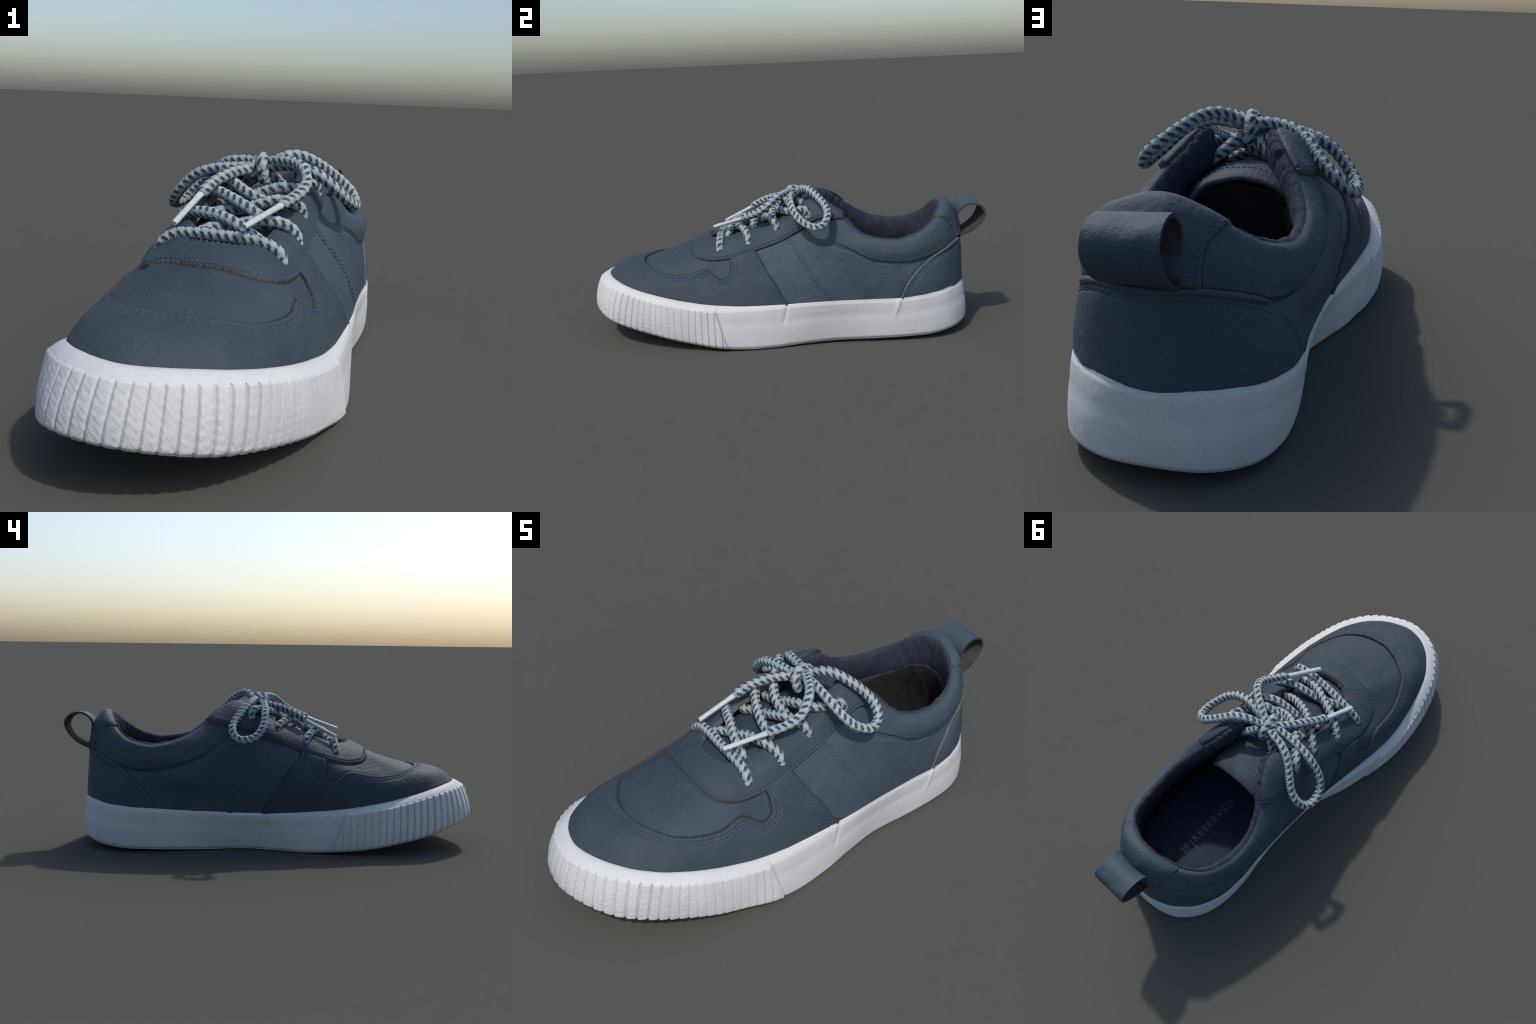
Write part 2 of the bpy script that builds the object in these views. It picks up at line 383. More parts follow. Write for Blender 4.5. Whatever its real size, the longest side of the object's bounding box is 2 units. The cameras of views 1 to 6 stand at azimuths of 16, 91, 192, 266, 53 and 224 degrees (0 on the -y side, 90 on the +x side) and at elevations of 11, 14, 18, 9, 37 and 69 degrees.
ribz = (J >= low.shape[1]) & (J < low.shape[1] + NVS - 1)
ribz &= (ribmask[I, np.clip(J - low.shape[1], 0, NVS - 1)] > .5)
lab[ribz] = 2
ribno = np.floor(rib_s[I]).astype(int)
lab[ribz] = 100 + ribno[ribz]
sole_group = group("sole")
table = {0: ("foxing_band", M_RUBBER), 1: ("outsole", M_RUBBER)}
for r in np.unique(lab[lab >= 100]):
    table[int(r)] = ("bumper_rib", M_RUBBER)
split_by_label(V, orient(V, sole_faces, VN), lab.reshape(-1), VN, table, sole_group)

upper_group = group("upper")

# ------------------------------------------------------------------ overlay panels cut from the surface
STITCHES = {}
def near(u, ref):
    return ref + np.mod(np.asarray(u) - ref + NS / 2, NS) - NS / 2

def on_surface(points, ref, step=.03):
    """Smooth line in surface parameters through points in space."""
    q = locate(points)
    q[:, 0] = near(q[:, 0], ref)
    return curve(q, step) if len(q) > 2 else line(q[0], q[1])

def line(a, b, step=.03):
    n = max(2, int(np.hypot(b[0] - a[0], b[1] - a[1]) / step))
    return np.linspace(a, b, n + 1)

def close_outline(parts):
    out = []
    for p in parts:
        if out and np.hypot(*(p[0] - out[-1])) > .035:
            out.extend(line(out[-1], p[0])[1:-1])
        out.extend(p)
    if np.hypot(*(out[0] - out[-1])) > .035:
        out.extend(line(out[-1], out[0])[1:-1])
    keep = [out[0]]
    for p in out[1:]:
        if np.hypot(*(p - keep[-1])) > .008:
            keep.append(p)
    if np.hypot(*(keep[-1] - keep[0])) < .008:
        keep.pop()
    return np.array(keep)

def panel(name, outline, height, parent, mats=None, edge_round=.010, dents=(), du=.03, dv=.03, stitched=None, hide_rim=False):
    """A leather piece lying on the shoe: outline in (u, v), thickness, turned edge and raw rim."""
    mats = mats or [M_LEATHER, M_RIM]
    lo, hi = outline.min(0), outline.max(0)
    gu, gv = np.meshgrid(np.arange(lo[0], hi[0], du), np.arange(lo[1] + .01, hi[1], dv), indexing='ij')
    gu = gu + (np.arange(gu.shape[1]) % 2)[None, :] * du * .5
    pts = np.stack([gu.ravel(), gv.ravel()], 1)
    pts = pts[point_in_poly(pts, outline)]
    tree = kdtree.KDTree(len(outline))
    for i, p in enumerate(outline):
        tree.insert((p[0], p[1], 0), i)
    tree.balance()
    pts = pts[np.array([tree.find((p[0], p[1], 0))[2] for p in pts]) > .016]
    n = len(outline)
    allp = np.vstack([outline, pts])
    edges = [(i, (i + 1) % n) for i in range(n)]
    vo, eo, fo, ov, oe, of = delaunay_2d_cdt([Vector(p) for p in allp], edges, [], 0, 1e-7)
    q = np.array([(p.x, p.y) for p in vo])
    tri = np.array([f for f in fo if len(f) == 3])
    c = q[tri].mean(1)
    tri = tri[point_in_poly(c, outline)]
    p3, nn = surf(q[:, 0], q[:, 1])
    b3, bn3 = surf(outline[:, 0], outline[:, 1])
    t3 = kdtree.KDTree(n)
    for i, p in enumerate(b3):
        t3.insert(p, i)
    t3.balance()
    d = np.array([t3.find(p)[2] for p in p3])
    x = np.clip(d / edge_round, 0, 1)
    h = height * (.62 + .38 * np.sqrt(1 - (1 - x) ** 2))
    if dents:
        sp = np.vstack([surf(l_[:, 0], l_[:, 1])[0] for l_ in stitched])
        ts = kdtree.KDTree(len(sp))
        for i, p in enumerate(sp):
            ts.insert(p, i)
        ts.balance()
        ds = np.array([ts.find(p)[2] for p in p3])
        for d0, depth, w in dents:
            h = h - depth * np.exp(-((ds - d0) / w) ** 2)
    h = h + lumps(p3, .11, 21) * .0007 + lumps(p3, .035, 22) * .0003
    top = p3 + nn * h[:, None]
    f = tri[0]
    a, b, cc = top[f[0]], top[f[1]], top[f[2]]
    tri = tri if np.cross(b - a, cc - a) @ nn[f[0]] > 0 else tri[:, ::-1]
    # raw rim: a wall below the edge
    hb = np.interp(np.arange(n), np.arange(n), h[:n]) if len(h) >= n else np.full(n, height * .6)
    jag = lumps(b3, .012, 5) * .0012
    w0 = b3 + bn3 * (hb + .0002)[:, None]
    tang = unit(np.roll(b3, -1, 0) - np.roll(b3, 1, 0))
    outd = np.cross(tang, bn3)
    cen = outline.mean(0)
    test = surf(outline[:, 0], outline[:, 1])[0] + outd * .004
    inside = point_in_poly(np.column_stack([near(locate(test[::40])[:, 0], outline[0, 0]), locate(test[::40])[:, 1]]), outline)
    if inside.mean() > .5:
        outd = -outd
    w1 = b3 + bn3 * (hb * .45)[:, None] + outd * (.0022 + jag)[:, None]
    w2 = b3 - bn3 * .010 + outd * (.003 + jag)[:, None]
    base_i = len(top)
    verts = np.vstack([top, w0, w1, w2])
    k = np.arange(n); k2 = (k + 1) % n
    walls = []
    for r in (0, 1):
        A = base_i + r * n
        walls.append(np.stack([A + k, A + k2, A + n + k2, A + n + k], 1))
    walls = np.vstack(walls)
    wf = walls[0]
    nrm = np.cross(verts[wf[1]] - verts[wf[0]], verts[wf[2]] - verts[wf[0]])
    if nrm @ outd[0] < 0:
        walls = walls[:, ::-1]
    faces = tri.tolist() + walls.tolist()
    ob = mesh_object(name, verts, faces, mats, parent, mat_index=[0] * len(tri) + ([1] * n if not hide_rim else np.where((outline[:, 1] > RINGS - 1.2) & (b3[:, 1] > .02), 0, 1).tolist()) * 2)
    return ob

def capsule():
    a = np.linspace(-1, 1, 6); r = np.sqrt(np.maximum(0, 1 - np.abs(a) ** 2.6))
    th = np.arange(7) / 7 * 2 * math.pi
    v = np.stack([np.repeat(a, 7), (r[:, None] * np.cos(th)).ravel(), (r[:, None] * np.sin(th)).ravel()], 1)
    return v, grid_faces(6, 7, False), th
CAPV = capsule()[0]
_f = []
for i in range(5):
    for j in range(7):
        _f.append((i * 7 + j, i * 7 + (j + 1) % 7, (i + 1) * 7 + (j + 1) % 7, (i + 1) * 7 + j))
CAPF = np.array(_f)

def stitch_row(name, uv, height, parent, shift=0.0, pitch=.0195, length=.0060, rad=.0030, slant=.25, inside_of=None, seed=1):
    """Thread stitches along a line in surface parameters, moved sideways by `shift` metres."""
    r = np.random.default_rng(seed)
    p, n = surf(uv[:, 0], uv[:, 1])
    if shift:
        t = unit(np.gradient(p, axis=0))
        sd = np.cross(n, t)
        if inside_of is not None:
            m = len(p) // 2
            q = locate([p[m] + sd[m] * .02])
            q[:, 0] = near(q[:, 0], uv[m, 0])
            if not point_in_poly(q, inside_of)[0]:
                sd = -sd
        uv2 = locate(p + sd * shift)
        p, n = surf(uv2[:, 0], uv2[:, 1])
    L = np.concatenate([[0], np.cumsum(np.linalg.norm(np.diff(p, axis=0), axis=1))])
    if L[-1] < pitch * 2:
        return None
    s = np.arange(pitch / 2, L[-1], pitch); s = s + r.normal(0, pitch * .07, len(s))
    P = np.stack([np.interp(s, L, p[:, k]) for k in range(3)], 1)
    P2 = np.stack([np.interp(s + .004, L, p[:, k]) for k in range(3)], 1) - np.stack([np.interp(s - .004, L, p[:, k]) for k in range(3)], 1)
    N = unit(np.stack([np.interp(s, L, n[:, k]) for k in range(3)], 1))
    T = unit(P2); S = np.cross(N, T)
    sl = slant + r.normal(0, .12, len(s))
    T2 = unit(T + S * sl[:, None]); S2 = np.cross(N, T2)
    lg = length * r.uniform(.85, 1.15, len(s)); rd = rad * r.uniform(.85, 1.2, len(s))
    C = P + N * (height - rad * .1)
    v = C[:, None] + T2[:, None] * (CAPV[None, :, 0:1] * lg[:, None, None]) + (S2[:, None] * CAPV[None, :, 1:2] + N[:, None] * CAPV[None, :, 2:3]) * rd[:, None, None]
    f = (CAPF[None] + (np.arange(len(s)) * len(CAPV))[:, None, None]).reshape(-1, 4)
    STITCHES.setdefault((name, parent.name), []).append((v.reshape(-1, 3), f))

def finish_stitches():
    for (name, parent), rows in STITCHES.items():
        off, V_, F_ = 0, [], []
        for v, f in rows:
            V_.append(v); F_.append(f + off); off += len(v)
        ob = mesh_object(name, np.vstack(V_), np.vstack(F_), M_THREAD, bpy.data.objects[parent])
        ob["kind"] = "stuff"

# toe overlay: runs round the toe, open towards the lace panel
seam_r = [(.330, .020, .195), (.319, -.004, .222), (.313, -.050, .309), (.274, -.101, .388), (.208, -.146, .458), (.190, -.165, .480)]
seam_l = [(-.205, -.150, .540), (-.260, -.127, .470), (-.279, -.080, .405), (-.287, -.037, .333), (-.284, -.001, .272), (-.278, .025, .233), (-.268, .055, .180)]
cut = [(.190, -.275, .450), (.213, -.267, .425), (.247, -.263, .391), (.274, -.273, .356), (.281, -.310, .339), (.262, -.350, .357), (.248, -.376, .371), (.242, -.392, .376),
       (.243, -.421, .372), (.243, -.475, .358), (.217, -.567, .356), (.180, -.633, .365), (.105, -.693, .384), (.033, -.718, .392), (-.030, -.724, .396), (-.098, -.710, .395),
       (-.152, -.684, .392), (-.206, -.643, .386), (-.246, -.577, .373), (-.270, -.515, .367), (-.283, -.445, .371), (-.285, -.380, .385), (-.291, -.343, .384),
       (-.305, -.300, .356), (-.306, -.262, .340), (-.300, -.238, .362), (-.290, -.237, .399), (-.274, -.241, .434), (-.250, -.242, .460)]
u_toe = UK[15]
sr, sl, ct = on_surface(seam_r, u_toe), on_surface(seam_l, u_toe), on_surface(cut, u_toe, .02)
overlay = close_outline([sr, ct, sl, line((sl[-1][0], 0.0), (sr[0][0], 0.0), .03)])
panel("toe_overlay", overlay, .0105, upper_group, mats=[M_VAMP, M_RIM_DARK], dents=((.016, .0036, .004), (.029, .0028, .004)), stitched=(sr, ct, sl))
for shift in (.016, .029):
    stitch_row("overlay_stitching", ct, .0080, upper_group, shift, inside_of=overlay, seed=int(shift * 1000))
    stitch_row("overlay_stitching", sr, .0080, upper_group, shift, inside_of=overlay, seed=int(shift * 1000) + 1)
    stitch_row("overlay_stitching", sl, .0080, upper_group, shift, inside_of=overlay, seed=int(shift * 1000) + 2)

# heel counter
cnt = [(.294, .548, .190), (.294, .550, .212), (.300, .578, .269), (.292, .616, .323), (.265, .663, .368), (.238, .717, .399), (.191, .794, .440), (.095, .868, .462),
       (0, .885, .462), (-.100, .853, .462), (-.190, .783, .435), (-.221, .728, .403), (-.261, .664, .353), (-.286, .616, .302), (-.288, .581, .256), (-.277, .556, .208), (-.276, .554, .195)]
ce = on_surface(cnt, 0)
counter = close_outline([ce, line((ce[-1][0], 0.0), (ce[0][0], 0.0))])
panel("heel_counter", counter, .0085, upper_group, dents=((.016, .0034, .004), (.028, .0028, .004)), stitched=(ce,))
for shift in (.016, .028):
    stitch_row("counter_stitching", ce, .0062, upper_group, shift, inside_of=counter, seed=int(shift * 1000))

# collar centre patch over the heel roll
pr = on_surface([(.168, .745, .577), (.155, .787, .572), (.139, .822, .540), (.118, .853, .472)], 0)
plf = on_surface([(-.100, .856, .468), (-.098, .844, .525), (-.102, .828, .558), (-.122, .795, .581), (-.134, .752, .580)], 0)
pr[0, 1] = plf[-1, 1] = RINGS - 1
patch = close_outline([pr, plf])
panel("heel_collar_patch", patch, .0080, upper_group, dents=((.010, .0018, .003),), stitched=(pr, plf), hide_rim=True)
stitch_row("collar_stitching", pr, .0068, upper_group, .010, inside_of=patch, seed=31)
stitch_row("collar_stitching", plf, .0068, upper_group, .010, inside_of=patch, seed=32)

# lace panel (eyestay) with its two padded wings
er = [(.205, .287, .600), (.203, .235, .600), (.196, .190, .606), (.194, .150, .594), (.196, .083, .552), (.196, .023, .525), (.200, -.057, .488), (.205, -.142, .462), (.209, -.210, .443),
      (.210, -.266, .430), (.208, -.308, .422), (.203, -.359, .421), (.183, -.412, .427), (.149, -.445, .438), (.105, -.462, .449), (.020, -.474, .465), (-.050, -.473, .467), (-.095, -.465, .467),
      (-.150, -.455, .461), (-.184, -.446, .445), (-.214, -.421, .430), (-.238, -.376, .423), (-.256, -.308, .431), (-.262, -.227, .452), (-.256, -.145, .477), (-.244, -.080, .504),
      (-.239, -.016, .522), (-.232, .060, .548), (-.226, .130, .570), (-.220, .190, .590), (-.215, .250, .596), (-.212, .285, .604), (-.204, .314, .613)]
ee = on_surface(er, u_toe)
ee = np.vstack([[(ee[0, 0], RINGS - 1)], ee, [(ee[-1, 0], RINGS - 1)]])
eyestay = close_outline([ee[:1], ee[1:-1], ee[-1:], line((ee[-1, 0], RINGS - 1.0), (ee[0, 0], RINGS - 1.0), .03)])
panel("lace_panel", eyestay, .0145, upper_group, mats=[M_VAMP, M_RIM], dents=((.010, .0036, .0035),), edge_round=.012, stitched=(ee[1:-1],), hide_rim=True)
stitch_row("lace_panel_stitching", ee[4:-4], .0118, upper_group, .010, inside_of=eyestay, pitch=.0155, seed=41)
tedge = line((near(UK[8] + .6, u_toe), 5.72), (near(UK[22] - .2, u_toe), 5.72), .05)
stitch_row("lace_panel_stitching", tedge, .0150, upper_group, pitch=.0165, seed=42)

LOOSE = []
# loose stitch lines: side seams and the collar's lower edge
for k, pts_ in enumerate(([(.206, .010, .510), (.218, .024, .498), (.256, .048, .457), (.295, .096, .395), (.314, .135, .329), (.316, .176, .264), (.310, .211, .220)],
                          [(-.262, .070, .450), (-.272, .093, .408), (-.280, .135, .326), (-.280, .168, .290), (-.276, .206, .245), (-.266, .229, .200)])):
    l_ = on_surface(pts_, u_toe)
    LOOSE.append(l_)
    for sh in (0.0, .013):
        stitch_row("side_stitching", l_, -.0006, upper_group, sh, seed=50 + k)
v_seam = 3.0
cr = line((near(UK[2] + .35, 0), v_seam), (near(UK[6] + .75, 0), v_seam))
cl = line((near(UK[29] - .35, 0), v_seam), (near(UK[24] + .75, 0), v_seam))
for k, l_ in enumerate((cr, cl)):
    stitch_row("collar_stitching", l_, -.0030, upper_group, pitch=.016, slant=.05, seed=60 + k)
finish_stitches()

# ------------------------------------------------------------------ upper: base layer
u2, v2 = np.meshgrid(ug, vg, indexing='ij')
base = GP.copy(); bn = GN
rear = smooth01((GP[:, int(NV * .24), 1] - .13) / .1)              # 1 where there is a padded collar
groove = .008 * np.exp(-((v2 - 3.0) / .10) ** 2) * rear[:, None]
wrinkle = lumps(GP.reshape(-1, 3), .11, 21).reshape(NU, NV) * .0007 + lumps(GP.reshape(-1, 3), .035, 22).reshape(NU, NV) * .0003
# an open gap runs along the raw edges of the panels
seam3 = np.vstack([surf(l_[:, 0], l_[:, 1])[0] for l_ in (ct, sr, sl, ee[1:-1], ce, pr, plf)])
gt = kdtree.KDTree(len(seam3))
for i, p in enumerate(seam3):
    gt.insert(p, i)
gt.balance()
gd = np.array([gt.find(p)[2] for p in GP.reshape(-1, 3)]).reshape(NU, NV)
gap = .0050 * np.exp(-(gd / .0048) ** 2)
loose3 = np.vstack([surf(l_[:, 0], l_[:, 1])[0] for l_ in LOOSE])
lt = kdtree.KDTree(len(loose3))
for i, p in enumerate(loose3):
    lt.insert(p, i)
lt.balance()
ld = np.array([lt.find(p)[2] for p in GP.reshape(-1, 3)]).reshape(NU, NV)
gap = gap + .0030 * np.exp(-((ld - .004) / .0065) ** 2)
base = base - bn * (groove - wrinkle + gap)[..., None]
# tuck the bottom inside the sole band
bf = grid_faces(NU, NV, True)
Bv = base.reshape(-1, 3); Bn = grid_normals(base); Bn = Bn if (Bn * GN).sum() > 0 else -Bn
Bn = Bn.reshape(-1, 3)
bf = orient(Bv, bf, Bn)
I, J = np.meshgrid(np.arange(NU), np.arange(NV - 1), indexing='ij')
fv = vg[J]; fy = GP[I, J, 1]
lab = np.zeros(I.shape, int)
lab[fy < np.where(GP[I, J, 0] > 0, -.022 - (GP[I, J, 2] - .222) * .60, .012 - (GP[I, J, 2] - .233) * .62)] = 1
lab[(fv >= 3.0) & (GP[I, NV // 2, 1] > .18)] = 2
split_by_label(Bv, bf, lab.reshape(-1), Bn, {0: ("quarter", M_LEATHER), 1: ("vamp", M_VAMP), 2: ("padded_collar", M_LEATHER)}, upper_group)

# ------------------------------------------------------------------ lining, inner wall, insole
NLU = 700
ul = np.arange(NLU) / NLU * NS
edge3, edge_n = surf(ul, np.full(NLU, RINGS - 1.0))
collar = smooth01((edge3[:, 1] - .06) / .09)
inward = -out_dir(edge3)
inward = unit(sum(np.roll(inward, k, 0) for k in range(-12, 13)))
# collar: a soft roll inside the opening, then the inner wall; (inward, down) in metres
roll = [(-.004, .002), (.002, -.003), (.008, -.005), (.014, -.004), (.020, .002), (.024, .012), (.026, .028), (.026, .050), (.023, .075), (.017, .098), (.010, .118), (.004, .130),
        (0, .136), (.010, .138), (.016, .142), (.016, .170), (.014, .210), (.012, .26), (.010, .32), (.008, .40)]
vals = [6.0, 5.97, 5.9, 5.75, 5.5, 5.2, 4.8, 4.4, 4.0, 3.7, 3.4, 3.2, 3.05, 3.0, 2.8, 2.3, 1.8, 1.2, .6, .1]
rows = []
for v, (a_, d_) in zip(vals, roll):
    p, n = surf(ul, np.full(NLU, v))
    front_q = p - n * np.interp(v, [0, 2, 5.0, 5.8, 5.97, 6.0], [.045, .045, .030, .022, .010, -.002])
    q = edge3 + inward * (a_ * (1 - .45 * smooth01((edge3[:, 1] - .60) / .12)))[:, None]
    fl = np.maximum(0, d_ - .14) / .26
    q[:, 2] = edge3[:, 2] - d_ if d_ < .14 else (edge3[:, 2] - .14) * (1 - fl) + .13 * fl
    if d_ > .05:                                   # stay inside the shell lower down
        w_in = smooth01((d_ - .12) / .2)
        feath = round_the_shoe(FEATHER, ul) - out_dir(round_the_shoe(FEATHER, ul)) * .050
        q[:, :2] = q[:, :2] * (1 - w_in * .75) + feath[:, :2] * w_in * .75
    rows.append(q * collar[:, None] + front_q * (1 - collar[:, None]))
LIN = np.stack(rows, 1)
rough = lumps(LIN.reshape(-1, 3), .022, 71).reshape(LIN.shape[:2]) * .0016 + lumps(LIN.reshape(-1, 3), .07, 72).reshape(LIN.shape[:2]) * .0022
torn = smooth01((.34 - edge3[:, 1]) / .06) * collar           # rougher along the wings
rough = rough + (lumps(LIN.reshape(-1, 3), .030, 73).reshape(LIN.shape[:2]) * .0040) * torn[:, None]
ln = -grid_normals(LIN)
if (ln[:, 6] * inward).sum() < 0:
    ln = -ln
fade = np.array([smooth01((6 - v) / .15) for v in vals])
LIN = LIN + ln * (rough * fade[None])[..., None]
ln = grid_normals(LIN)
if (ln[:, 6] * inward).sum() < 0:
    ln = -ln
lf = grid_faces(NLU, len(vals), True)
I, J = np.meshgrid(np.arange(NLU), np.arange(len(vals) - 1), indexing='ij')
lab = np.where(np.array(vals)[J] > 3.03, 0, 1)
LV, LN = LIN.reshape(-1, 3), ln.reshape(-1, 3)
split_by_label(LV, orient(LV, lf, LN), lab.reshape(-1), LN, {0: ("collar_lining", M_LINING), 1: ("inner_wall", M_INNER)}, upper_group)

INSOLE_Z = .15
ring = round_the_shoe(FEATHER, ul); rn = out_dir(ring)
rim = ring - rn * .022
def insole_z(y):
    return np.interp(y, [-1, -.8, -.5, -.2, .2, .9], [.25, .22, .185, .155, .152, INSOLE_Z + .012])
spine_y = np.clip(rim[:, 1], -.70, .68)
spine_x = np.interp(spine_y, [-.8, -.4, 0, .3, .7], [-.04, -.01, .02, .02, .0])
lays = []
for a in np.linspace(1, 0, 14):
    q = np.stack([rim[:, 0] * a + spine_x * (1 - a), rim[:, 1] * a + spine_y * (1 - a), np.zeros(NLU)], 1)
    q[:, 2] = insole_z(q[:, 1]) + .012 * smooth01((a - .8) / .2)
    lays.append(q)
INS = np.stack(lays, 1)
iv = INS.reshape(-1, 3); up = np.tile((0, 0, 1.0), (len(iv), 1))
mesh_object("insole", iv, orient(iv, grid_faces(NLU, len(lays), True), up), M_INSOLE, shoe)

def insole_text(body, size, y0, x0, spacing):
    cu = bpy.data.curves.new("insole_print", 'FONT')
    cu.body = body; cu.size = size; cu.extrude = .0006; cu.offset = .0016; cu.space_character = spacing
    ob = bpy.data.objects.new("insole_print", cu)
    bpy.context.scene.collection.objects.link(ob)
    bpy.context.view_layer.update()
    me = bpy.data.meshes.new_from_object(ob.evaluated_get(bpy.context.evaluated_depsgraph_get()))
    bpy.data.objects.remove(ob)
    me.materials.clear(); me.materials.append(M_PRINT)
    o = bpy.data.objects.new("insole_print", me)
    bpy.context.scene.collection.objects.link(o)
    o.parent = shoe
    n = len(me.vertices)
    co = np.empty(n * 3); me.vertices.foreach_get("co", co); co = co.reshape(-1, 3)
    w = np.empty_like(co)
    w[:, 1] = y0 - co[:, 0]; w[:, 0] = x0 + co[:, 1]
    w[:, 2] = insole_z(w[:, 1]) + .0022 + co[:, 2]
    me.vertices.foreach_set("co", w.ravel()); me.update()
    return w[:, 1].min()
insole_text("29", .046, .645, .010, 1.0)
insole_text("|", .060, .588, .005, 1.0)
insole_text("RESERVED", .046, .566, .010, 1.34)

# ------------------------------------------------------------------ tongue
ny, nx = 90, 60
ty = np.linspace(-.42, .308, ny)
tz = np.interp(ty, [-.42, -.36, -.3, -.2, -.1, 0, .1, .2, .25, .28, .305, .315], [.468, .480, .494, .524, .552, .574, .592, .604, .606, .601, .588, .572])
tc = np.interp(ty, [-.4, -.1, .1, .3], [-.02, -.02, -.025, -.045])
hw = np.interp(ty, [-.42, -.36, -.3, 0, .15, .3, .315], [.07, .10, .13, .15, .160, .155, .148])
sx = np.linspace(-1, 1, nx)
X = tc[:, None] + hw[:, None] * sx[None]
droop = np.interp(ty, [-.4, -.1, .1, .25], [.4, .5, 1.2, 1.9])
Z = tz[:, None] - droop[:, None] * (X - tc[:, None]) ** 2 - .03 * np.abs(sx[None]) ** 4
hem = np.interp(ty, [.20, .235, .245, .255, .30], [0, 0, -.004, .002, .003])
TONG = np.stack([X, np.repeat(ty[:, None], nx, 1) + 0 * X, Z + hem[:, None]], -1)
TONG[..., 2] += lumps(TONG.reshape(-1, 3), .10, 81).reshape(ny, nx) * .0025
tn = grid_normals(TONG, closed=False)
tn = tn if tn[..., 2].mean() > 0 else -tn
under = TONG - tn * .016
tv = np.vstack([TONG.reshape(-1, 3), under.reshape(-1, 3)])
f1 = orient(TONG.reshape(-1, 3), grid_faces(ny, nx, False), tn.reshape(-1, 3))
f2 = f1[:, ::-1] + ny * nx
def rim_faces():
    e = [(ny - 1) * nx + j for j in range(nx)]
    return [(a, b, b + ny * nx, a + ny * nx) for a, b in zip(e[:-1], e[1:])]
mesh_object("tongue", tv, f1.tolist() + f2.tolist() + rim_faces(), M_VAMP, shoe)

hem_i = int(np.argmin(np.abs(ty - .262)))
hl = TONG[hem_i]; hn = tn[hem_i]
rows_ = []
hs_len = np.concatenate([[0], np.cumsum(np.linalg.norm(np.diff(hl, axis=0), axis=1))])
for k, q in enumerate(np.arange(.012, hs_len[-1], .016)):
    c = np.array([np.interp(q, hs_len, hl[:, j]) for j in range(3)])
    nn_ = unit(np.array([np.interp(q, hs_len, hn[:, j]) for j in range(3)]))
    t_ = unit(np.array([np.interp(q + .004, hs_len, hl[:, j]) - np.interp(q - .004, hs_len, hl[:, j]) for j in range(3)]))
    b_ = np.cross(nn_, t_)
    rows_.append((c + nn_ * .0008 + t_ * CAPV[:, :1] * .0052 + b_ * CAPV[:, 1:2] * .0026 + nn_ * CAPV[:, 2:] * .0026, CAPF + k * len(CAPV)))
ts_ = mesh_object("tongue_stitching", np.vstack([r[0] for r in rows_]), np.vstack([r[1] for r in rows_]), M_THREAD, shoe)
ts_["kind"] = "stuff"

# added dark sheet, no part of the shoe, closing the cavity below the tongue
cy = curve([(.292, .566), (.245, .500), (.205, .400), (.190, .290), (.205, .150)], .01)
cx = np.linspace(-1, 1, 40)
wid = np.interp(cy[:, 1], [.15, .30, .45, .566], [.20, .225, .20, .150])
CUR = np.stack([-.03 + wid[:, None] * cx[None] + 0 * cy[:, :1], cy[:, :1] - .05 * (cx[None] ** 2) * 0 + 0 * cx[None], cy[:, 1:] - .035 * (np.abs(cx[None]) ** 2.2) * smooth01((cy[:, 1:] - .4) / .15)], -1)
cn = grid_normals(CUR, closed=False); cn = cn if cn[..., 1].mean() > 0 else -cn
mesh_object("added_cavity_sheet", CUR.reshape(-1, 3), orient(CUR.reshape(-1, 3), grid_faces(len(cy), 40, False), cn.reshape(-1, 3)), M_INNER, shoe)

# ------------------------------------------------------------------ heel pull loop
prof = curve([(.866, .455), (.860, .490), (.851, .535), (.850, .580), (.869, .606), (.905, .628), (.944, .631), (.978, .615), (.995, .585), (.984, .548), (.948, .507), (.904, .480), (.870, .466), (.862, .455)], .006)
pt = unit(np.gradient(prof, axis=0)); pn = np.stack([pt[:, 1], -pt[:, 0]], 1)
cpr = prof.mean(0)
if ((prof - cpr) * pn).sum() < 0:
    pn = -pn
TH = .0048
xs = np.linspace(-.063, .101, 24)
def tab_layer(off):
    y = prof[:, 0] + pn[:, 0] * off; z = prof[:, 1] + pn[:, 1] * off
    G = np.stack([np.repeat(xs[None], len(prof), 0), np.repeat(y[:, None], len(xs), 1), np.repeat(z[:, None], len(xs), 1)], -1)
    G[..., 2] += .010 * ((G[..., 0] - .018) / .09) * smooth01((G[..., 2] - .47) / .1) * -.6
    k = np.arange(len(prof)) / len(prof)
    hug = smooth01((.42 - k) / .22) * smooth01(k / .05)
    G[..., 1] += (hug * .010)[:, None] + (hug * .014)[:, None] * (1 - ((xs - .015) / .085) ** 2)[None, :]
    G += lumps(G.reshape(-1, 3), .09, 91).reshape(G.shape[:2])[..., None] * np.array([0, .0015, .0015])
    return G
outer, inner_t = tab_layer(TH), tab_layer(-TH)
npf = len(prof)
on_ = np.stack([np.zeros((npf, len(xs))), np.repeat(pn[:, :1], len(xs), 1), np.repeat(pn[:, 1:], len(xs), 1)], -1)
ov, iv2 = outer.reshape(-1, 3), inner_t.reshape(-1, 3)
fo = orient(ov, grid_faces(npf, len(xs), False), on_.reshape(-1, 3))
fi = orient(iv2, grid_faces(npf, len(xs), False), -on_.reshape(-1, 3))
nt_ = len(ov)
side = []
for c in (0, len(xs) - 1):
    idx = np.arange(npf) * len(xs) + c
    q = np.stack([idx[:-1], idx[1:], idx[1:] + nt_, idx[:-1] + nt_], 1)
    side.append(q if c == 0 else q[:, ::-1])
vs = np.vstack([ov, iv2])
side = np.vstack(side)
sv = vs.copy()
allv = np.vstack([vs, sv])
